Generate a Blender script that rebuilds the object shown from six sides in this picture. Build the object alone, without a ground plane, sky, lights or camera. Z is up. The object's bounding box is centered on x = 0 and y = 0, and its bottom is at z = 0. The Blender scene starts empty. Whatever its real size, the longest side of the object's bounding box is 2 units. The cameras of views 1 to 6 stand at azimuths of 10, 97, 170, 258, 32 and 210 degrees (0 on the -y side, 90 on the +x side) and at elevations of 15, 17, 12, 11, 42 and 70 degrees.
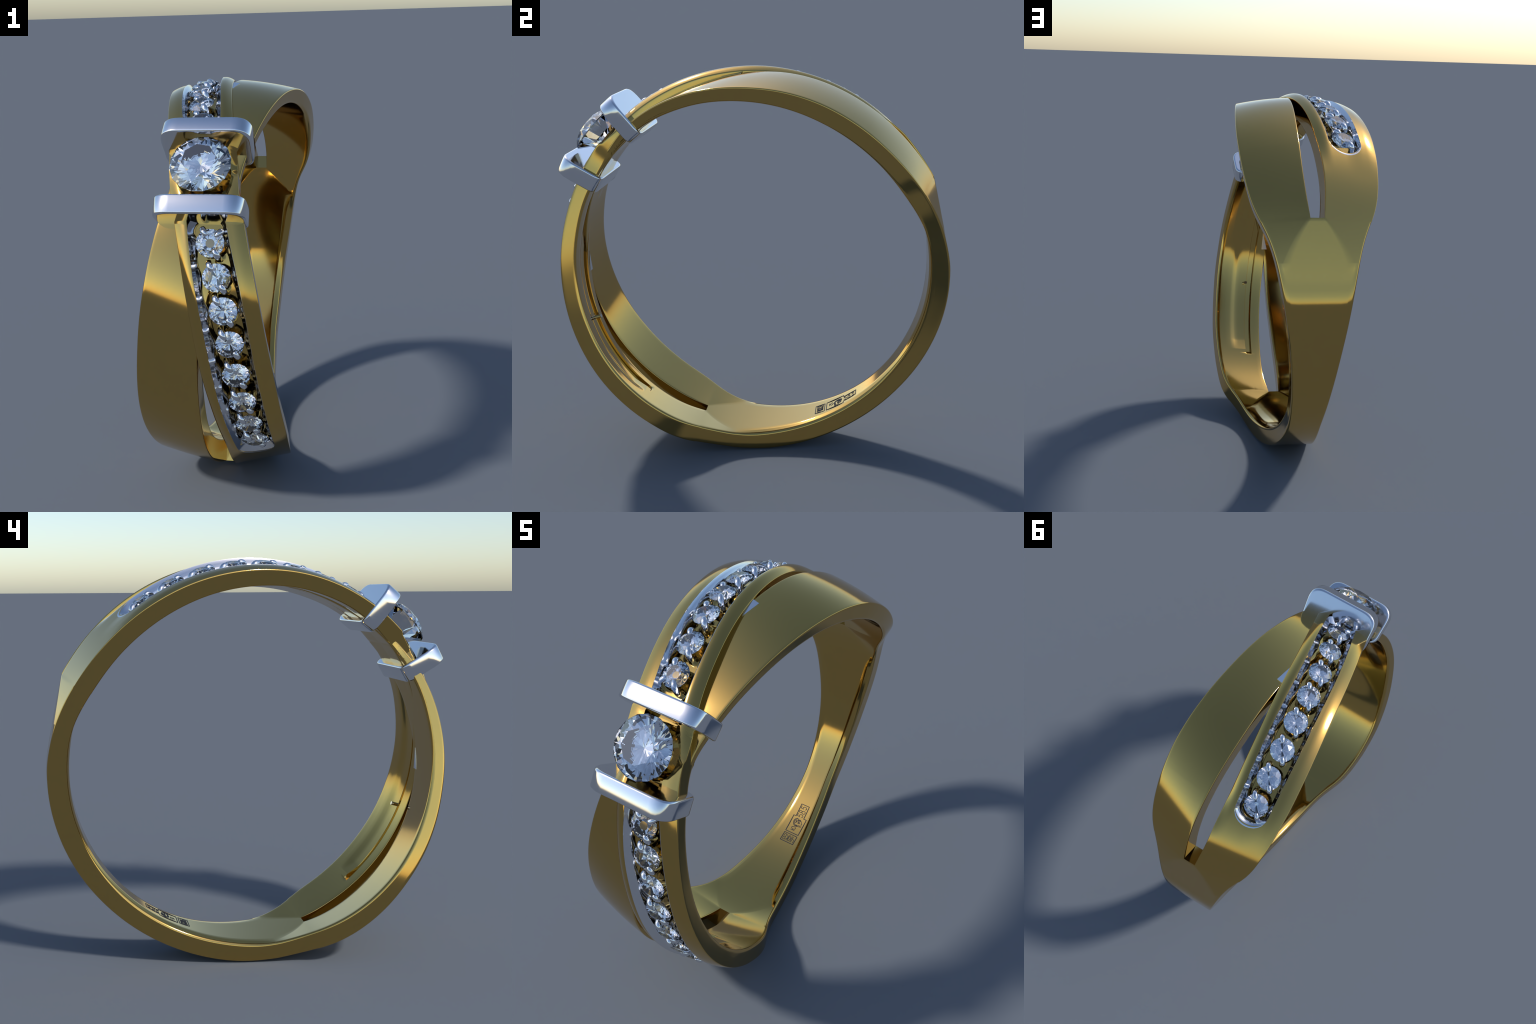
# A gold crossover ring: two bands cross under a round diamond held between two
# white-gold bars; one band is plain, the other carries a channel of small stones.
import bpy, bmesh, math
import numpy as np
from mathutils import Vector, Matrix

CY, CZ, T0 = 0.013, 0.983, 139.5        # ring centre in the y-z plane, direction of the head
RAD = math.pi / 180


def pchip(xs, ys):
    """Monotone cubic through control points."""
    xs, ys = np.array(xs, float), np.array(ys, float)
    h, d = np.diff(xs), np.diff(ys) / np.diff(xs)
    m = np.zeros(len(xs))
    for i in range(1, len(xs) - 1):
        if d[i - 1] * d[i] > 0:
            w1, w2 = 2 * h[i] + h[i - 1], h[i] + 2 * h[i - 1]
            m[i] = (w1 + w2) / (w1 / d[i - 1] + w2 / d[i])
    m[0], m[-1] = 0.0, 0.0

    def f(x):
        x = min(max(x, xs[0]), xs[-1])
        i = min(int(np.searchsorted(xs, x, side="right")) - 1, len(xs) - 2)
        t = (x - xs[i]) / h[i]
        return float(ys[i] * (1 + 2 * t) * (1 - t) ** 2 + h[i] * m[i] * t * (1 - t) ** 2
                     + ys[i + 1] * t * t * (3 - 2 * t) + h[i] * m[i + 1] * t * t * (t - 1))
    return f


def table(*pairs, soft=3.5):
    """Smooth profile through (angle, value) control points."""
    f = pchip(pairs[0::2], pairs[1::2])
    x0, x1, n = pairs[0], pairs[-2], int((pairs[-2] - pairs[0]) * 2) + 1
    xs = np.linspace(x0, x1, n)
    v = np.array([f(x) for x in xs])
    if soft:
        m = int(soft * 8)
        k = np.exp(-.5 * (np.arange(-m, m + 1) * .5 / soft) ** 2)
        k /= k.sum()
        ext = np.concatenate([2 * v[0] - v[m:0:-1], v, 2 * v[-1] - v[-2:-m - 2:-1]])
        v = np.convolve(ext, k, "valid")
    return lambda x: float(np.interp(x, xs, v))


# ---- profiles along the ring; the argument is the angle from the head, 0..180 -------------
# "own side" is the side of x on which a band's free edge lies in that half of the ring
EDGE = table(0, .155, 12, .193, 24, .234, 36, .272, 48, .302, 60, .328, 70, .344, 80, .352, 90, .347, 98, .334,
             104, .318, 109, .294, 113.5, .260, 118, .230, 124, .203, 137, .162, 155, .117, 168, .097, 180, .088, soft=2.2)

LOWER_SINK = table(0, 0, 12, .003, 25, .007, 80, .007, 104, 0, 180, 0)
RIM_A_LOW = table(0, 0, 20, .004, 40, .011, 60, .018, 75, .021, 88, .009, 100, 0, 180, 0)
MID_A_LOW = table(0, 0, 30, 0, 50, .006, 70, .011, 90, .006, 104, 0, 180, 0)
IN_LOW = table(0, 0, 40, .005, 60, .009, 105, .009, 116, 0, 180, 0)
JOIN_LOW = table(0, 0, 112, 0, 119, .007, 128, .008, 140, 0, 180, 0, soft=1.5)
EDGE_TRIM = table(0, 0, 50, 0, 68, .009, 85, .012, 98, .008, 108, 0, 180, 0)


def edge_b(phi):
    return EDGE(abs(phi)) - (EDGE_TRIM(abs(phi)) if phi > 0 else 0)


SLOT_A = table(0, -.155, 13, -.105, 25, -.065, 35, -.032, 46, .011, 59, .026, 70, .037, 80, .048, 88, .053,
               96, .056, 108, .047, 112, .040)
SLOT_B = table(0, -.155, 14, -.107, 25, -.073, 39, -.032, 53, -.002, 65, .022, 74, .034, 84, .043, 100, .047, 112, .028)
RIM_A = table(0, .945, 13, .962, 18, .962, 27, .959, 35, .955, 43, .950, 50, .946, 60, .947, 70, .947, 82, .943,
              95, .940, 104, .945, 112, .951, 124, .968, 133, .979, 145, .983, 180, .983)
RIM_B = table(0, 1.0, 14, .982, 25, .971, 37, .961, 50, .951, 60, .946, 70, .943, 82, .940, 95, .940, 104, .945,
              112, .951, 124, .968, 133, .979, 145, .983, 180, .983)
# the cross-sections lean with the barrel shape, so the inner corners lie further in
LEAN = table(0, 0, 20, .005, 45, .013, 60, .016, 100, .015, 112, .011, 125, .003, 140, 0, 180, 0)


def with_flat(front):
    """Height along the middle: the band's own profile, then one flat facet, then the round shank."""
    def f(a):
        if a <= SLOT_END:
            return front(a)
        flat = .9735 / math.cos((min(a, 150) - 127.3) * RAD)
        k = min(max((a - 129) / 12, 0), 1)
        k = k * k * (3 - 2 * k)
        return flat * (1 - k) + .983 * k
    return f


SLOT_END, CREASE_END = 111.6, 124.0
MID_A = with_flat(table(0, .945, 20, .951, 33, .967, 40, .979, 48, .988, 55, .996, 65, 1.004, 80, 1.005, 95, 1.005, 112, 1.0102))
MID_B = with_flat(table(0, 1.0, 15, 1.020, 34, 1.025, 50, 1.025, 60, 1.020, 70, 1.015, 80, 1.011, 91, 1.008, 104, 1.008, 112, 1.0102))
IN_EDGE = table(0, .912, 17, .907, 26, .898, 35, .891, 45, .881, 55, .873, 65, .867, 75, .862, 90, .859, 100, .860,
                107, .862, 112, .866, 116, .872, 120, .879, 125, .888, 130, .892, 140, .889, 180, .888, soft=2)
IN_MID = table(0, .908, 20, .903, 40, .899, 60, .897, 80, .895, 112, .893, 124, .885, 140, .879, 180, .878)
CH_IN = table(0, -.082, 14, -.048, 25, -.021, 38, .021, 54, .056, 65, .073, 74, .088, 87, .102)
CH_OUT = table(0, .082, 14, .122, 25, .168, 38, .211, 53, .241, 65, .261, 74, .269, 87, .275)
CH_END, CH_CAP = 84.3, 4.7
HEAD_HOLE = .126


def place(x, r, th):
    return (x, CY + r * math.cos(th * RAD), CZ + r * math.sin(th * RAD))


def lerp(a, b, t):
    return a + (b - a) * t


def corner(p, a, b, rho, n):
    """Round corner at p, arriving from a and leaving to b."""
    p, a, b = (np.array(q, float) for q in (p, a, b))
    ra = min(rho, .45 * np.linalg.norm(a - p))
    rb = min(rho, .45 * np.linalg.norm(b - p))
    s = p + (a - p) / np.linalg.norm(a - p) * ra
    e = p + (b - p) / np.linalg.norm(b - p) * rb
    return [tuple((1 - t) ** 2 * s + 2 * t * (1 - t) * p + t * t * e) for t in np.linspace(0, 1, n)]


NC = 6          # samples in a rounded corner
NA = 14         # samples across a plain face


def straight(a, b, n):
    return [(lerp(a[0], b[0], t), lerp(a[1], b[1], t)) for t in (np.arange(n) + 1) / (n + 1)]


def sides(a, b):
    return [(lerp(a[0], b[0], t), lerp(a[1], b[1], t)) for t in (.22, .4, .6, .78)]


NS = 4          # samples down a side


def quad_section(lo, hi, in_hi, in_lo, rho_out, rho_in, top=None, under=None):
    """Closed outline (x, r): outer face from lo to hi, side, inner face back, side."""
    pts, mark = [], {}
    mark["out0"] = 0
    pts += corner(lo, in_lo, top[0] if top else hi, rho_out[0], NC)
    pts += top if top else straight(pts[-1], hi, NA)
    pts += corner(hi, top[-1] if top else lo, in_hi, rho_out[1], NC)
    pts += sides(hi, in_hi)
    c = corner(in_hi, hi, under[0] if under else in_lo, rho_in[0], NC)
    pts += c
    c2 = corner(in_lo, under[-1] if under else in_hi, lo, rho_in[1], NC)
    pts += under if under else straight(c[-1], c2[0], NA)
    pts += c2
    pts += sides(in_lo, lo)
    return pts


def plain_section(phi):
    a = abs(phi)
    L = 1 if phi > 0 else 0
    edge = (EDGE(a), RIM_A(a) - L * RIM_A_LOW(a), IN_EDGE(a) - L * IN_LOW(a), EDGE(a) - LEAN(a))
    mid = (SLOT_A(a), MID_A(a) - L * MID_A_LOW(a), IN_MID(a), SLOT_A(a) - LEAN(a) * .3)
    s = 1 if phi < 0 else -1
    # the rounding of the slot corner vanishes where the slot ends
    k = min(1.0, max(.12, (SLOT_END - a) / 6))
    ed, md = ((s * edge[0], edge[1], edge[2], s * edge[3]), (s * mid[0], mid[1], mid[2], s * mid[3]))
    lo, hi = (md, ed) if phi < 0 else (ed, md)
    bulge = .007 * min(1, max(0, (SLOT_END - a) / 25))
    top = [(lerp(lo[0], hi[0], t), lerp(lo[1], hi[1], t) + bulge * 4 * t * (1 - t)) for t in np.linspace(.05, .95, NA)]
    ro = (.007 * k, .010) if phi < 0 else (.010, .007 * k)
    ri = (.014, .006 * k) if phi < 0 else (.006 * k, .014)
    return quad_section((lo[0], lo[1]), (hi[0], hi[1]), (hi[3], hi[2]), (lo[3], lo[2]), ro, ri, top)


def channel_at(a):
    """Half width factor of the stone channel and whether it is cut, at angle a from the head."""
    if a <= CH_END:
        return 1.0, 1.0
    q = (a - CH_END) / CH_CAP
    if q < 1.0:
        return max(.012, math.sqrt(1 - q * q)), 1.0
    return .012 + .5 * min(1, (a - CH_END - CH_CAP) / 12), 0.0


def channel_lines(a):
    ci, co = CH_IN(a), CH_OUT(a)
    w, d = channel_at(a)
    m, h = (ci + co) / 2, (co - ci) / 2 * w
    s = a * RAD * 1.0
    if s < HEAD_HOLE:
        h = max(h, math.sqrt(HEAD_HOLE ** 2 - s * s))
    return m - h, m + h, d


def top_level(phi, o):
    """Height of the channel band's outer face at own-side position o: a leaning chord
    whose two borders are rounded over into rails."""
    a = abs(phi)
    x0, x1 = SLOT_B(a), edge_b(phi)
    t = min(max((o - x0) / (x1 - x0), 0), 1)
    g = rail_fade(a) * min(1, a / 10 + .35)
    e0, e1 = min((o - x0) / .056, 1), min((x1 - o) / .050, 1)
    drop = .030 * g * (1 - math.sin(max(e0, 0) * math.pi / 2))
    k = min(max((t - .45) / .3, 0), 1)
    rise = .008 * g * math.sin(max(e1, 0) * math.pi / 2) * k * k * (3 - 2 * k)
    low = LOWER_SINK(a) if phi > 0 else 0
    return lerp(MID_B(a) - low, RIM_B(a) - low * .5, t) - drop + rise


def rail_fade(a):
    t = min(max((a - 81) / 17, 0), 1)
    return 1 - t * t * (3 - 2 * t)


def channel_section(phi):
    a = abs(phi)
    ci, co, d = channel_lines(a)
    edge_o, mid_o = edge_b(phi), SLOT_B(a)
    # own-side outline, listed from the slot edge to the free edge
    slot_r, rim_r = top_level(phi, mid_o), top_level(phi, edge_o)
    c_in, c_out = top_level(phi, ci), top_level(phi, co)
    shoulder = (.12, .26, .42, .6, .8, 1.0)
    w0, w1 = min(.056, .75 * (ci - mid_o)), min(.050, .75 * (edge_o - co))
    rail1 = [mid_o + w0 * u for u in shoulder]
    rail1 += [lerp(rail1[-1], ci, u) for u in (.12, .25, .4, .55, .7, .85, 1)]
    rail1 = [(o, top_level(phi, o)) for o in rail1]
    floor = []
    for t in (.0, .02, .2, .35, .5, .65, .8, .98, 1.0):
        o = lerp(ci, co, t)
        skin = lerp(IN_MID(a), IN_EDGE(a), (o - mid_o) / (edge_o - mid_o)) + .028
        rho = math.hypot(o, a * RAD)
        if rho < HEAD_HOLE + 1e-4:          # shallow cone under the big stone
            skin = .986 - .028 * (1 - rho / HEAD_HOLE)
        floor.append((o, lerp(top_level(phi, o), min(skin, top_level(phi, o)), d)))
    rail2 = [edge_o - w1 * u for u in shoulder[::-1]]
    rail2 = [lerp(co, rail2[0], u) for u in (0, .15, .3, .45, .6, .75, .88)] + rail2
    rail2 = [(o, top_level(phi, o)) for o in rail2]
    top = rail1 + floor + rail2
    k = min(1.0, max(.12, (SLOT_END - a) / 6))
    # inner face with a shallow sunken panel and a slit along it
    im, ie = IN_MID(a), IN_EDGE(a) - (IN_LOW(a) if phi > 0 else 0)
    f = min(max((a - 13) / 4, 0), 1) * min(max((89 - a) / 5, 0), 1)
    f2 = min(max((a - 13) / 4, 0), 1) * min(max((91 - a) / 1.5, 0), 1)
    under = []
    for t, dep in ((.12, 0), (.210, 0), (.220, .021 * f2), (.335, .021 * f2), (.346, .012 * f),
                   (.50, .013 * f), (.56, .012 * f), (.60, .009 * f), (.65, .0028 * f), (.70, 0), (.80, 0), (.91, 0)):
        under.append((lerp(mid_o, edge_o, t) - LEAN(a) * lerp(.3, 1, t), lerp(im, ie, t) + dep))
    lo, hi = (mid_o, slot_r), (edge_o, rim_r)
    mid_i, edge_i = mid_o - LEAN(a) * .3, edge_o - LEAN(a)
    if phi < 0:
        fx = lambda P: [(-x, r) for x, r in P][::-1]
        return quad_section((-edge_o, hi[1]), (-mid_o, lo[1]), (-mid_i, im), (-edge_i, ie),
                            (.008, .007 * k), (.006 * k, .014), fx(top), under=[(-x, r) for x, r in under])
    return quad_section(lo, hi, (edge_i, ie), (mid_i, im), (.007 * k, .008), (.014, .006 * k), top, under[::-1])


def shank_section(phi):
    """Outer and inner faces of the closed part; returns the outline in the same
    vertex order as plain and channel outlines joined at the slot, plus the facet between."""
    a = abs(phi)
    t = min(1.0, (a - SLOT_END) / (CREASE_END - SLOT_END))
    e = EDGE(a)
    ca = lerp(SLOT_A(112), e - .030, t)
    cb = lerp(SLOT_B(112), e - .030, t)
    return e, ca, cb


# ---- gold body assembled as one surface, then cut into shank and two bands ----------------
verts, faces, tags = [], [], []


def add_ring(pts, th):
    i0 = len(verts)
    verts.extend(place(x, r, th) for x, r in pts)
    return list(range(i0, i0 + len(pts)))


def bridge(r1, r2, tag, closed=True):
    n = len(r1)
    for i in range(n if closed else n - 1):
        j = (i + 1) % n
        faces.append((r1[i], r1[j], r2[j], r2[i]))
        tags.append(tag)


def angles_for_bands():
    base = set(np.round(np.arange(-SLOT_END, SLOT_END + .01, SLOT_END / 124), 4))
    for q in np.linspace(0, 90, 14):
        for s in (-1, 1):
            base.add(round(s * (CH_END + CH_CAP * math.sin(q * RAD)), 4))
    for s in (-1, 1):
        base.add(round(s * (CH_END + CH_CAP + .02), 4))
        for q in np.linspace(-1, 1, 9):
            base.add(round(s * HEAD_HOLE / RAD * (.9 + .1 * q), 4))
        for q in (89.5, 90, 90.5, 91):
            base.add(s * q)
    return sorted(base)


rows = angles_for_bands()
ringsA = [add_ring(plain_section(p), T0 + p) for p in rows]
for r1, r2 in zip(ringsA, ringsA[1:]):
    bridge(r1, r2, "plain_band")
ringsB = [add_ring(channel_section(p), T0 + p) for p in rows]
for r1, r2 in zip(ringsB, ringsB[1:]):
    bridge(r1, r2, "channel_band")

nA, nB = len(ringsA[0]), len(ringsB[0])
NU = 12           # samples across the channel band's inner face
NT_A, NT_B = NA, len(ringsB[0]) - 4 * NC - 2 * NS - NU          # samples on the outer faces


def outline_split(ring, n_top, n_under):
    """Indices of a band outline: outer face, hi side, inner face, lo side."""
    o = ring[0:2 * NC + n_top]
    side_hi = ring[2 * NC + n_top:2 * NC + n_top + NS]
    inn = ring[2 * NC + n_top + NS:4 * NC + n_top + NS + n_under]
    side_lo = ring[4 * NC + n_top + NS + n_under:]
    return o, side_hi, inn, side_lo


NM = 8            # samples across the facet


def shank_rows(end):
    """end: -1 (upper slot end) .. +1 (lower slot end), going round the back."""
    a0 = [SLOT_END + .4, SLOT_END + 1.0]
    a0 += list(np.arange(SLOT_END + 1.8, CREASE_END, .8)) + list(np.arange(CREASE_END, 180.01, 1.5))
    a0 = [min(q, 180.0) for q in a0]
    up = [-q for q in a0]
    lowr = [q for q in a0[::-1] if q < 179.99]
    return up + lowr


def resample(line, x0, x1):
    """fractions of an existing row of points along x, so that the shank keeps the bands' columns"""
    xs = np.array([verts[i][0] for i in line])
    return (xs - xs[0]) / (xs[-1] - xs[0])


# columns at the two slot ends (the order of x differs between the two halves)
def band_columns(idx):
    A, B = ringsA[idx], ringsB[idx]
    return outline_split(A, NT_A, NA), outline_split(B, NT_B, NU)


def local(i):
    x, y, z = verts[i]
    return x, math.hypot(y - CY, z - CZ)


upper = band_columns(0)       # A on +x, B on -x
lower = band_columns(-1)      # A on -x, B on +x
# walk the outline of the whole shank, seen with x ascending on the outer face:
# upper end: B outer (lo..hi), facet, A outer (lo..hi), A side, A inner (hi..lo), facet, B inner, B side
# lower end: A outer, facet, B outer, B side, B inner, facet, A inner, A side


def end_ring(first, second, slot_ring_pts=True):
    (o1, sh1, i1, sl1), (o2, sh2, i2, sl2) = first, second
    return o1, sh1, i1, sl1, o2, sh2, i2, sl2


def shank_outline(a, no1, no2, ni1, ni2, swap):
    """(x, r) outline of the shank at angle a from the head."""
    e, ca, cb = shank_section(a)
    lo_c, hi_c = (cb, ca) if not swap else (ca, cb)
    rim, mid, ie, im = RIM_A(a), MID_A(a), IN_EDGE(a), IN_MID(a)
    if swap:            # the lower join is cut less flat, its inner edges reach further in
        mid, ie = mid + JOIN_LOW(a), ie - IN_LOW(a)
    ei, li, hc = e - LEAN(a), lo_c - LEAN(a) * .3, hi_c - LEAN(a) * .3
    pts = []
    out_l = corner((-e, rim), (-ei, ie), (-lo_c, mid), .010, NC)
    row = out_l + straight(out_l[-1], (-lo_c, mid), no1 - NC - 1) + [(-lo_c, mid)]
    pts += row
    pts += straight((-lo_c, mid), (hi_c, mid), NM)
    out_r = corner((e, rim), (hi_c, mid), (ei, ie), .010, NC)
    pts += [(hi_c, mid)] + straight((hi_c, mid), out_r[0], no2 - NC - 1) + out_r
    pts += sides((e, rim), (ei, ie))
    in_r = corner((ei, ie), (e, rim), (hc, im), .014, NC)
    pts += in_r + straight(in_r[-1], (hc, im), ni2 - NC - 1) + [(hc, im)]
    pts += straight((hc, im), (-li, im), NM)
    in_l = corner((-ei, ie), (-li, im), (-e, rim), .014, NC)
    pts += [(-li, im)] + straight((-li, im), in_l[0], ni1 - NC - 1) + in_l
    pts += sides((-ei, ie), (-e, rim))
    return pts


def slot_end(bandL, bandR, th):
    """Outline of vertex indices at a slot end: left band, facet, right band; builds the end wall."""
    oL, shL, iL, slL = bandL
    oR, shR, iR, slR = bandR
    # drop the corner samples on the slot side, keeping their first point as the crease
    outL, outR = oL[:-(NC - 1)], oR[NC - 1:]
    inL, inR = iL[NC - 1:], iR[:-(NC - 1)]
    wallL = oL[-NC:] + shL + iL[:NC]                # from outer to inner along the slot side
    wallR = (iR[-NC:] + slR + oR[:NC])[::-1]
    cols = [wallL]
    for k in range(1, NM + 1):
        t = k / (NM + 1)
        col = []
        for p, q in zip(wallL, wallR):
            a, b = local(p), local(q)
            col.append((lerp(a[0], b[0], t), lerp(a[1], b[1], t)))
        # the facet columns stay straight in x at the wall's ends
        cols.append(add_ring(col, th))
    cols.append(wallR)
    for c1, c2 in zip(cols, cols[1:]):
        bridge(c1, c2, "shank", closed=False)
    facet_out = [c[0] for c in cols[1:-1]]
    facet_in = [c[-1] for c in cols[1:-1]][::-1]
    ring = outL + facet_out + outR + shR + inR + facet_in + inL + slL
    return ring, (len(outL), len(outR), len(inL), len(inR))


bandsU, bandsL = band_columns(0), band_columns(-1)
ringU, cntU = slot_end(bandsU[1], bandsU[0], T0 - SLOT_END)
ringL, cntL = slot_end(bandsL[0], bandsL[1], T0 + SLOT_END)

mid_angles = [q for q in shank_rows(0)]
up_angles = [q for q in mid_angles if q < 0]
low_angles = [q for q in mid_angles if q > 0][::-1]


def chain(ring0, cnt, angs, swap):
    out = [ring0]
    for p in angs:
        out.append(add_ring(shank_outline(abs(p), cnt[0], cnt[1], cnt[2], cnt[3], swap), T0 + p))
    for r1, r2 in zip(out, out[1:]):
        bridge(r1, r2, "shank")
    return out[-1]


lastU = chain(ringU, cntU, up_angles, False)
# the lower half uses the same column counts, mirrored
lastL = chain(ringL, cntL, low_angles, True)
# join the halves at the back: same outline, different numbers of columns, so zip by x order


def zip_rows(p, q, tag):
    """Triangulate between two open rows of points by their position along the row."""
    i = j = 0

    def frac(row):
        P = [Vector(verts[k]) for k in row]
        L = [0.0]
        for u, v in zip(P, P[1:]):
            L.append(L[-1] + (v - u).length)
        return [l / L[-1] for l in L]
    fp, fq = frac(p), frac(q)
    while i < len(p) - 1 or j < len(q) - 1:
        if j == len(q) - 1 or (i < len(p) - 1 and fp[i + 1] <= fq[j + 1]):
            faces.append((p[i], p[i + 1], q[j]))
            i += 1
        else:
            faces.append((p[i], q[j + 1], q[j]))
            j += 1
        tags.append(tag)


def zip_parts(ring, cnt):
    oL, oR, iL, iR = cnt
    n1 = oL + NM + oR
    n2 = n1 + NS
    n3 = n2 + iR + NM + iL
    return ring[:n1], ring[n1 - 1:n2 + 1], ring[n2:n3], ring[n3 - 1:] + ring[:1]


for p, q in zip(zip_parts(lastU, cntU), zip_parts(lastL, cntL)):
    zip_rows(p, q, "shank")


# ---- materials -----------------------------------------------------------------------------
def principled(name):
    m = bpy.data.materials.new(name)
    m.use_nodes = True
    return m, m.node_tree, m.node_tree.nodes["Principled BSDF"]


def metal(name, colour, rough, grain):
    m, nt, b = principled(name)
    b.inputs["Metallic"].default_value = 1.0
    tc = nt.nodes.new("ShaderNodeTexCoord")
    nz = nt.nodes.new("ShaderNodeTexNoise")
    nz.inputs["Scale"].default_value = 9.0
    nz.inputs["Detail"].default_value = 3.0
    nt.links.new(tc.outputs["Object"], nz.inputs["Vector"])
    ramp = nt.nodes.new("ShaderNodeValToRGB")
    lo = tuple(c * (1 - grain) for c in colour)
    ramp.color_ramp.elements[0].position, ramp.color_ramp.elements[1].position = .35, .65
    ramp.color_ramp.elements[0].color = (*lo, 1)
    ramp.color_ramp.elements[1].color = (*colour, 1)
    nt.links.new(nz.outputs["Fac"], ramp.inputs["Fac"])
    nt.links.new(ramp.outputs["Color"], b.inputs["Base Color"])
    b.inputs["Roughness"].default_value = rough
    return m


GOLD = metal("polished_yellow_gold", (.585, .383, .112), .09, .01)
WHITE = metal("polished_white_gold", (.80, .80, .82), .10, .01)
MARK = metal("dark_mark_strokes", (.022, .026, .038), .6, .05)  # near-black colour for the thin raised strokes of the hallmark
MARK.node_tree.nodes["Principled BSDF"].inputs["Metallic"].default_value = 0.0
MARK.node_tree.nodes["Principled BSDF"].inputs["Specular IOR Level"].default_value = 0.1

DIAMOND, nt, b = principled("clear_diamond")
b.inputs["Base Color"].default_value = (.97, .98, 1.0, 1)
b.inputs["Roughness"].default_value = 0.0
b.inputs["IOR"].default_value = 2.42
b.inputs["Transmission Weight"].default_value = 1.0

# ---- objects -------------------------------------------------------------------------------
scene = bpy.context.scene


def link(ob, parent=None):
    scene.collection.objects.link(ob)
    if parent:
        ob.parent = parent
    return ob


root = link(bpy.data.objects.new("diamond_ring", None))
root.empty_display_size = .1
root["label"] = "yellow gold crossover ring with white-gold bars and diamonds"
root["category"] = "ring"


def mesh_object(name, vs, fs, mat, parent, smooth_angle=None):
    me = bpy.data.meshes.new(name)
    me.from_pydata([tuple(map(float, v)) for v in vs], [], fs)
    me.materials.append(mat)
    bm = bmesh.new()
    bm.from_mesh(me)
    bmesh.ops.remove_doubles(bm, verts=bm.verts, dist=1e-6)
    bmesh.ops.recalc_face_normals(bm, faces=bm.faces)
    bm.to_mesh(me)
    bm.free()
    if smooth_angle is not None:
        me.shade_smooth()
        me.set_sharp_from_angle(angle=smooth_angle * RAD)
    return link(bpy.data.objects.new(name, me), parent)


# whole gold surface -> shared normals -> three parts whose border vertices coincide
whole = bpy.data.meshes.new("whole")
whole.from_pydata([tuple(map(float, v)) for v in verts], [], faces)
names = ["shank", "plain_band", "channel_band"]
bm = bmesh.new()
bm.from_mesh(whole)
lay = bm.faces.layers.int.new("part")
bm.faces.ensure_lookup_table()
for f, t in zip(bm.faces, tags):
    f[lay] = names.index(t)
bmesh.ops.remove_doubles(bm, verts=bm.verts, dist=1e-6)
bmesh.ops.dissolve_degenerate(bm, dist=1e-6, edges=bm.edges)
bmesh.ops.recalc_face_normals(bm, faces=bm.faces)
bm.to_mesh(whole)
bm.free()
whole.shade_smooth()
whole.set_sharp_from_angle(angle=38 * RAD)
part = np.empty(len(whole.polygons), np.int32)
whole.attributes["part"].data.foreach_get("value", part)
cn = np.empty(len(whole.loops) * 3, np.float32)
whole.corner_normals.foreach_get("vector", cn)
cn = cn.reshape(-1, 3)
co = [v.co[:] for v in whole.vertices]
gold_parts = {}
for k, nm in enumerate(names):
    used, fs, nrm = {}, [], []
    for p in whole.polygons:
        if part[p.index] != k:
            continue
        f = []
        for li in p.loop_indices:
            vi = whole.loops[li].vertex_index
            f.append(used.setdefault(vi, len(used)))
            nrm.append(tuple(cn[li]))
        fs.append(f)
    me = bpy.data.meshes.new(nm)
    vs = [None] * len(used)
    for vi, i in used.items():
        vs[i] = co[vi]
    me.from_pydata(vs, [], fs)
    me.materials.append(GOLD)
    me.shade_smooth()
    me.normals_split_custom_set(nrm)
    gold_parts[nm] = link(bpy.data.objects.new(nm, me), root)
bpy.data.meshes.remove(whole)


# ---- brilliant-cut stone -------------------------------------------------------------------
def brilliant():
    """Unit radius round brilliant, girdle at z = 0."""
    vs, fs = [], []
    rt, rm, ct, pt = .56, .80, math.tan(33 * RAD), math.tan(39.5 * RAD)
    gir = .035
    zt = ct * (1 - rt)
    c225 = math.cos(22.5 * RAD)

    def ring(r, z, n, off):
        i = len(vs)
        vs.extend((r * math.cos((k + off) * math.tau / n), r * math.sin((k + off) * math.tau / n), z) for k in range(n))
        return [i + k for k in range(n)]
    tab = ring(rt, zt, 8, 0)
    star = ring(rm, zt - ct * (rm * c225 - rt), 8, .5)
    g1 = ring(1, 0, 16, 0)
    g2 = ring(1, -gir, 16, 0)
    low = ring(.15, -gir - pt * (1 - .15 * c225), 8, .5)
    tip = len(vs)
    vs.append((0, 0, -gir - pt))
    fs.append(tab)
    for k in range(8):
        j = (k + 1) % 8
        fs.append((tab[k], star[k], tab[j]))
        fs.append((tab[k], star[k - 1], g1[2 * k], star[k]))
        fs.append((star[k], g1[2 * k], g1[2 * k + 1]))
        fs.append((star[k], g1[2 * k + 1], g1[(2 * k + 2) % 16]))
        fs.append((low[k], g2[2 * k + 1], g2[2 * k]))
        fs.append((low[k], g2[(2 * k + 2) % 16], g2[2 * k + 1]))
        fs.append((low[k], g2[2 * k], low[k - 1], tip))
    for k in range(16):
        j = (k + 1) % 16
        fs.append((g1[k], g2[k], g2[j], g1[j]))
    return vs, fs


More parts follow.
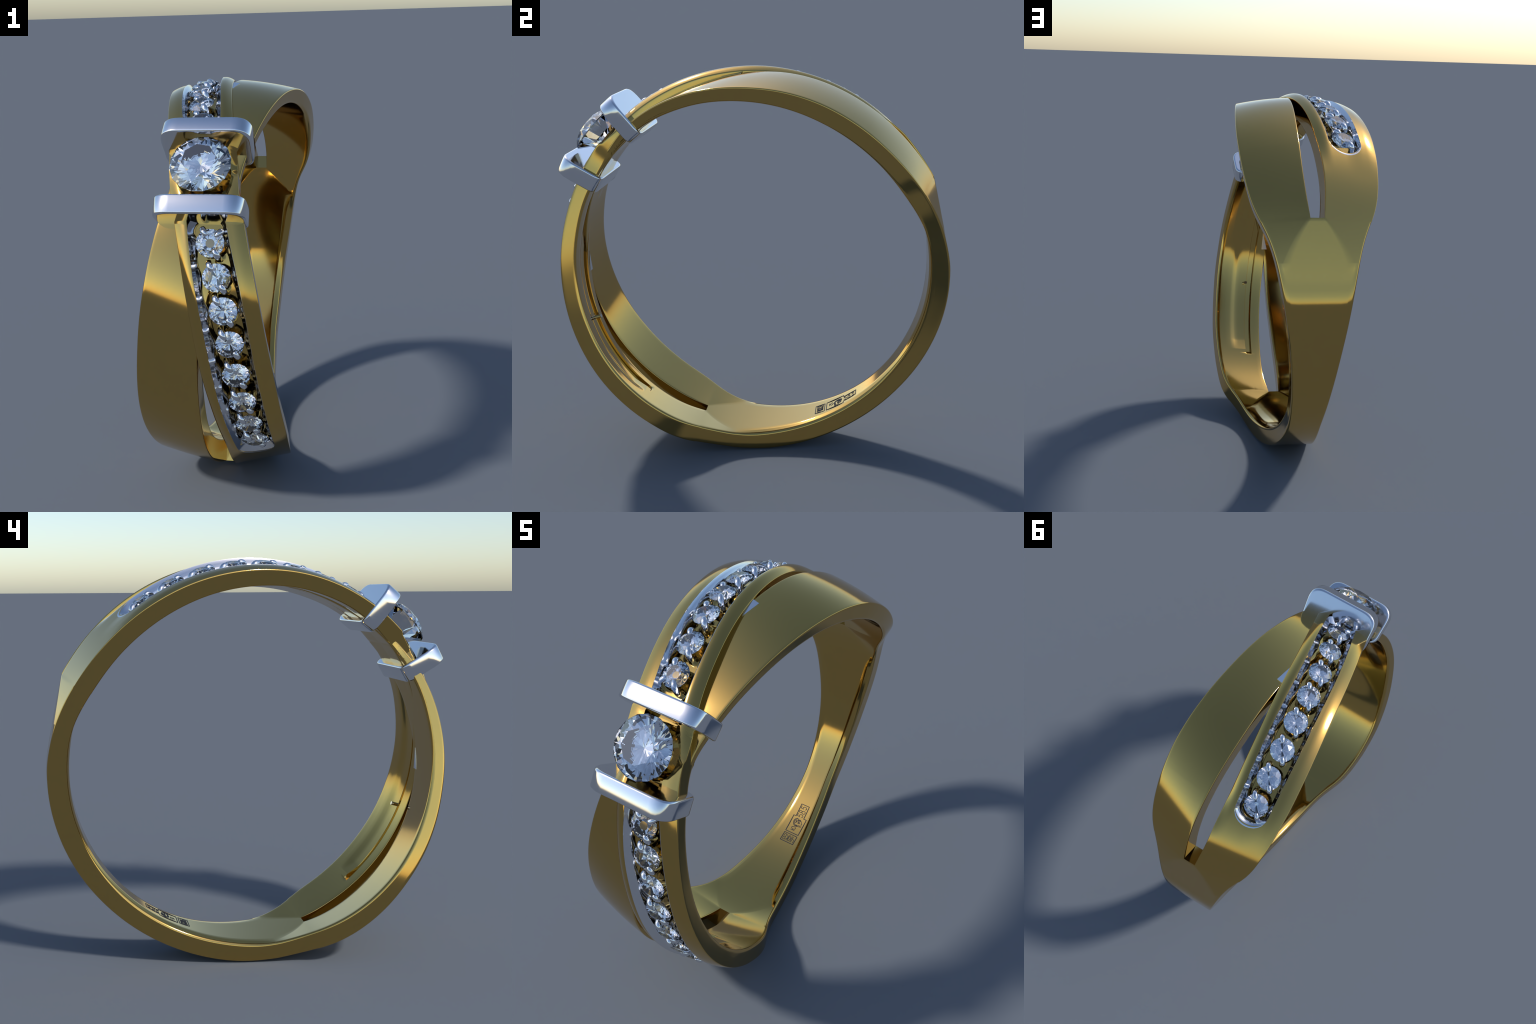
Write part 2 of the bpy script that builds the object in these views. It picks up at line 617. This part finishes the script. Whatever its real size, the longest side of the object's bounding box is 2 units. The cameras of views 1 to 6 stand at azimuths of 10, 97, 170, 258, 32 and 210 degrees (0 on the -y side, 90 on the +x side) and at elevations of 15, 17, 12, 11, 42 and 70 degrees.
def frame(x, r, th, tilt=0.0, spin=0.0, scale=1.0):
    """Local z outward (leaning by tilt towards +x), local y along the ring."""
    nv = Vector((0, math.cos(th * RAD), math.sin(th * RAD)))
    tv = Vector((0, -math.sin(th * RAD), math.cos(th * RAD)))
    xv = tv.cross(nv)
    m = Matrix((xv, tv, nv)).transposed().to_4x4()
    m = Matrix.Translation(place(x, r, th)) @ m @ Matrix.Rotation(tilt, 4, "Y") @ Matrix.Rotation(spin, 4, "Z")
    return m @ Matrix.Scale(scale, 4)


bv, bf = brilliant()
HEAD_TH = 139.3
big = mesh_object("centre_diamond", bv, bf, DIAMOND, root)
big.matrix_world = frame(.003, 1.082, HEAD_TH, 0, .2, .136)
small_me = None

# ---- prongs ----------------------------------------------------------------------------------
def prong_mesh():
    """Bent round claw: a rod that leans over the stone; base at z<0, tip towards -x."""
    vs, fs, n, path = [], [], 12, []
    path = [(.009, -.058), (.009, -.03), (.007, -.006), (.002, .009), (-.010, .0155), (-.022, .0150)]
    rr = [.0155, .0155, .0155, .0155, .0145, .012]
    rows = []
    P = [Vector((p[0], 0, p[1])) for p in path]
    for i, p in enumerate(P):
        d = (P[min(i + 1, len(P) - 1)] - P[max(i - 1, 0)]).normalized()
        s = Vector((0, 1, 0))
        u = d.cross(s)
        rows.append([p + (u * math.cos(q) + s * math.sin(q)) * rr[i] for q in np.linspace(0, math.tau, n, endpoint=False)])
    d = (P[-1] - P[-2]).normalized()
    for k in (35, 65):
        rows.append([P[-1] + d * rr[-1] * math.sin(k * RAD) * .8 + (q - P[-1]) * math.cos(k * RAD) for q in rows[len(P) - 1]])
    for row in rows:
        vs += row
    for i in range(len(rows) - 1):
        for k in range(n):
            j = (k + 1) % n
            fs.append((i * n + k, i * n + j, i * n + n + j, i * n + n + k))
    vs.append(P[-1] + d * rr[-1] * .8)
    t = len(vs) - 1
    b0 = (len(rows) - 1) * n
    for k in range(n):
        fs.append((b0 + k, b0 + (k + 1) % n, t))
    fs.append(tuple(range(n)))
    return vs, fs


pv, pf = prong_mesh()
prong_me = None


def set_prong(m):
    global prong_me
    if prong_me is None:
        ob = mesh_object("prong", pv, pf, WHITE, root, 50)
        sub = ob.modifiers.new("round", "SUBSURF")
        sub.levels = sub.render_levels = 1
        prong_me = ob
    else:
        ob = prong_me.copy()
        link(ob, root)
    ob.matrix_world = m


STONE_R = .0625
STONES = {-1: [18.3, 27.4, 36.9, 45.9, 54.9, 64.1, 73.3, 82.6], 1: [18.1, 26.7, 35.2, 44.1, 53.3, 62.6, 72.0, 81.3]}
ANG0 = {}
for _s in (-1, 1):
    # local y runs along the ring, local x is -x: the head lies at -side*y, the slot at +side*x
    ANG0[_s] = math.atan2(-_s * .86, _s * .5)


def stone_place(side, a):
    """own-side centre, height of the table, tilt of the band there."""
    ci, co, _ = channel_lines(a)
    o = (ci + co) / 2 + .003
    r = (top_level(side * a, ci) + top_level(side * a, co)) / 2
    slope = math.atan2(top_level(side * a, co) - top_level(side * a, ci), co - ci)
    return o, r, slope


for side in (-1, 1):
    for k, a in enumerate(STONES[side]):
        o, r, slope = stone_place(side, a)
        x, th = side * o, T0 + side * a
        tilt = slope * side
        if k == 0:
            r += .008           # the first stones ride over the plain band below
        m = frame(x, r - .017, th, tilt, .15 + .37 * k)
        if small_me is None:
            small_me = mesh_object("small_diamond", bv, bf, DIAMOND, root)
            ob = small_me
        else:
            ob = small_me.copy()
            link(ob, root)
        ob.matrix_world = m @ Matrix.Scale(STONE_R, 4)
        base = frame(x, r - .021, th, tilt, 0)
        # claws on a diagonal: towards the head on the slot side, and opposite
        ang0 = ANG0[side]
        angs = [ang0, ang0 + math.pi]
        if k == 0:
            angs.append(ang0 - 1.25)
        for q in angs:
            set_prong(base @ Matrix.Rotation(q, 4, "Z") @ Matrix.Translation((STONE_R + .001, 0, 0)))


# ---- white-gold lining of the channel ------------------------------------------------------
def lining(side):
    vs, fs, prof = [], [], []
    stations = []
    cap = np.linspace(-90, 90, 25)
    start = 15.0
    line = list(np.arange(start, CH_END, .6))
    for a in line:
        stations.append((a, -1, 0.0))
    for q in cap:
        stations.append((CH_END, None, q))
    for a in line[::-1]:
        stations.append((a, 1, 0.0))
    for q in cap[1:-1]:
        stations.append((start, 0, q + 180))
    for a, s, q in stations:
        ci, co, _ = channel_lines(a)
        m, h = (ci + co) / 2, (co - ci) / 2
        if s:
            px, pa, nx, na = (ci if s < 0 else co), a, s, 0.0
        else:
            px = m + h * math.sin(q * RAD)
            pa = a + CH_CAP * math.cos(q * RAD)
            nx, na = math.sin(q * RAD), math.cos(q * RAD)
        # beads beside each stone, scoops between
        ph = min(abs(pa - b) for b in STONES[side]) / 4.55
        bead = .5 + .5 * math.cos(math.pi * min(ph, 1))
        w = .0225 + .008 * bead ** 1.5 if s else .024
        lip = .021 * na ** 2 if s is None else 0.0
        row = []
        for off, dz in ((lip + .0015, -.034), (lip + .0015, -.001), (lip * .5, .0008), (-.001, -.0015), (-.010, -.0125),
                        (-.0195, -.0240), (-.0212, -.0265), (-w, -.034), (-w - .002, -.050), (-w - .002, -.070)):
            o = px + nx * off
            aa = pa + na * off / RAD
            row.append((side * o, top_level(side * aa, o) + dz, T0 + side * aa))
        prof.append([place(*p) for p in row])
    n = len(prof[0])
    for row in prof:
        vs += row
    P = len(prof)
    for i in range(P):
        i2 = (i + 1) % P
        for k in range(n):
            j = (k + 1) % n
            fs.append((i * n + k, i * n + j, i2 * n + j, i2 * n + k))
    return mesh_object("channel_lining", vs, fs, WHITE, root, 45)


lining(-1)
lining(1)


# ---- the two white-gold bars -----------------------------------------------------------------
def bar_outline(inset, wide=0, rise=0, n=9):
    """Rounded block, a little narrower at the inner end; (x, outward) points."""
    ht, hb, z1, z0 = .206 + wide - inset, .197 + wide - inset, .116 + rise - inset, -.122 + inset
    P = [(hb, z0, .050), (ht, z1, .088), (-ht, z1, .088), (-hb, z0, .050)]
    pts = []
    for i, (x, z, rho) in enumerate(P):
        pts += corner((x, z), P[i - 1][:2], P[(i + 1) % len(P)][:2], rho, n)
    return pts


def bar(th, shift, wide, rise, ht):
    vs, fs = [], []
    rows = [(-ht, .011), (-ht, .009), (-ht + .001, .005), (-ht + .005, .001), (-ht + .009, 0), (0, 0),
            (ht - .009, 0), (ht - .005, .001), (ht - .001, .005), (ht, .009), (ht, .011)]
    n = len(bar_outline(0))
    for y, inset in rows:
        vs += [(px, y, pz) for px, pz in bar_outline(inset, wide, rise)]
    for i in range(len(rows) - 1):
        for k in range(n):
            j = (k + 1) % n
            fs.append((i * n + k, i * n + j, i * n + n + j, i * n + n + k))
    fs.append(tuple(range(n)))
    fs.append(tuple((len(rows) - 1) * n + k for k in range(n)))
    ob = mesh_object("setting_bar", vs, fs, WHITE, root, 50)
    ob.matrix_world = frame(shift, 1.0, th)
    return ob


bar(139.1 - 9.7, .003, .002, .003, .041)
bar(139.1 + 10.6, .007, -.001, -.006, .044)


# ---- a corner of the lining that shows through the plain band on each side ------------------
def plug(side):
    # own-side of the plain band is opposite in sign to the half's own-side of the channel band
    s = 1 if side < 0 else -1
    outer = [(46.3, .048), (40.2, .029), (46.8, .006)]
    inner = [(44.4, .031), (37.4, .004), (44.4, -.004)]

    def face_r(a, o, up):
        t = (o - SLOT_A(a)) / (EDGE(a) - SLOT_A(a))
        return lerp(MID_A(a), RIM_A(a), max(t, 0)) if up else lerp(IN_MID(a), IN_EDGE(a), max(t, 0))
    vs = [place(s * o, face_r(a, o, True) + (.006 if side < 0 else -.02), T0 + side * a) for a, o in outer]
    vs += [place(s * o, face_r(a, o, False) - (.002 if side > 0 else -.02), T0 + side * a) for a, o in inner]
    fs = [(0, 1, 2), (3, 5, 4), (0, 3, 4, 1), (1, 4, 5, 2), (2, 5, 3, 0)]
    mesh_object("lining_corner", vs, fs, WHITE, root)


plug(-1)
plug(1)


# end of one claw that comes out inside the lower channel band
def rod(x, th, r0, r1, rad):
    n = 16
    vs = [place(x + rad * math.cos(q), r, th + rad * math.sin(q) / r / RAD) for r in (r0, r1) for q in np.linspace(0, math.tau, n, endpoint=False)]
    fs = [(k, (k + 1) % n, n + (k + 1) % n, n + k) for k in range(n)] + [tuple(range(n)), tuple(range(n, 2 * n))]
    mesh_object("claw_end", vs, fs, WHITE, root, 40)


rod(.116, 198.3, .860, .905, .0095)


# ---- hallmark inside the shank ----------------------------------------------------------------
MARK_R = .888
mark_v, mark_f = [], []


def mark_prism(poly):
    """thin raised stroke: poly of (angle from head, x)"""
    i = len(mark_v)
    n = len(poly)
    for dr in (-.0012, .004):
        for a, x in poly:
            mark_v.append(place(x, IN_MID(a) + dr, T0 + a))
    mark_f.append(tuple(i + k for k in range(n)))
    mark_f.append(tuple(i + n + k for k in range(n))[::-1])
    for k in range(n):
        j = (k + 1) % n
        mark_f.append((i + k, i + n + k, i + n + j, i + j))


def stroke(pts, w=.0030, closed=False):
    """pts in (s, x): s is arc length in metres along the ring from the mark's start."""
    seg = list(zip(pts, pts[1:])) + ([(pts[-1], pts[0])] if closed else [])
    for (s0, x0), (s1, x1) in seg:
        d = math.hypot(s1 - s0, x1 - x0)
        if d < 1e-6:
            continue
        ds, dx = (s1 - s0) / d, (x1 - x0) / d
        h, e = w / 2, w * .3
        q = [(s0 - ds * e - dx * h, x0 - dx * e + ds * h), (s1 + ds * e - dx * h, x1 + dx * e + ds * h),
             (s1 + ds * e + dx * h, x1 + dx * e - ds * h), (s0 - ds * e + dx * h, x0 - dx * e - ds * h)]
        mark_prism([(MARK_A + s / MARK_R / RAD, x) for s, x in q])


MARK_A = 151.3
S = lambda a: (a - MARK_A) * RAD * MARK_R
# frames
stroke([(S(151.3), -.030), (S(151.3), .054), (S(154.75), .054), (S(154.75), -.030)], .0038, True)
stroke([(S(155.5), -.030), (S(155.5), .054), (S(162.2), .054), (S(162.2), .036), (S(167.3), .034),
        (S(167.3), -.017), (S(162.2), -.016), (S(162.2), -.031)], .0038, True)


def arc(cs, cx, rs, rx, q0, q1, n=14):
    return [(cs + rs * math.cos(q * RAD), cx + rx * math.sin(q * RAD)) for q in np.linspace(q0, q1, n)]


# figures 5 8 5: reading along the ring, tops towards -x
def digit5(s):
    stroke([(s + .017, -.010), (s + .003, -.010), (s + .001, .006)])
    stroke([(s + .001, .006)] + arc(s + .008, .013, .0085, .0115, -115, 150))


def digit8(s):
    stroke(arc(s + .009, -.002, .0065, .0085, 0, 360, 18))
    stroke(arc(s + .009, .017, .0085, .0105, 0, 360, 18))


digit5(S(162.35))
digit8(S(163.85))
digit5(S(165.6))
# round emblem: a plain disc of arcs and ticks standing for the assay stamp
cs, cx = S(160.1), .012
stroke(arc(cs, cx, .026, .026, 150, 330, 18))
stroke(arc(cs, cx, .020, .020, 160, 300, 14))
for q in range(170, 300, 18):
    stroke([(cs + .020 * math.cos(q * RAD), cx + .020 * math.sin(q * RAD)), (cs + .026 * math.cos((q + 9) * RAD), cx + .026 * math.sin((q + 9) * RAD))], .0016)
stroke([(cs + .022, cx - .014), (cs - .008, cx - .010), (cs + .020, cx - .001), (cs + .022, cx - .014)])
stroke([(cs + .020, cx - .001), (cs - .006, cx + .004)])
stroke(arc(cs - .001, cx + .010, .0045, .0045, 0, 360, 12))
stroke(arc(cs + .014, cx + .009, .0040, .0040, 0, 360, 12))
stroke([(cs + .016, cx + .002), (cs + .014, cx + .016), (cs + .006, cx + .022), (cs + .001, cx + .028), (cs - .006, cx + .026), (cs - .010, cx + .029)])
for k in range(4):
    stroke(arc(cs - .021 + .001 * k, cx + .002 + .0085 * k, .0042, .0050, 0, 360, 12), .0018)
# the letter in front of the emblem
s0 = S(156.6)
stroke([(s0, -.006), (s0, .018)])
stroke([(s0, .006), (s0 + .006, .006)])
stroke(arc(s0 + .014, .006, .008, .0125, 0, 360, 18))


# maker's letters: reading across the band from +x to -x
def letter(strokes, x0, w, sb, h):
    for poly in strokes:
        stroke([(sb - v * h, x0 - u * w) for u, v in poly], .0024)


sb, hh = S(154.2), .036
circle = [(.68 + .32 * math.cos(q * RAD), .5 + .5 * math.sin(q * RAD)) for q in range(0, 361, 30)]
letter([[(0, 1), (0, .5), (.8, .4)], [(.9, 1), (.9, 0)]], .047, .014, sb, hh)
letter([[(0, 0), (0, 1)], [(0, .5), (.36, .5)], circle], .028, .017, sb, hh)
letter([[(0, 0), (0, 1)], [(.9, 1), (0, .5), (.9, 0)]], .007, .013, sb, hh)
letter([[(0, 0), (0, 1), (.7, 1), (.8, .75), (.65, .55), (0, .55)], [(.65, .55), (.9, .28), (.7, 0), (0, 0)]], -.010, .015, sb, hh)
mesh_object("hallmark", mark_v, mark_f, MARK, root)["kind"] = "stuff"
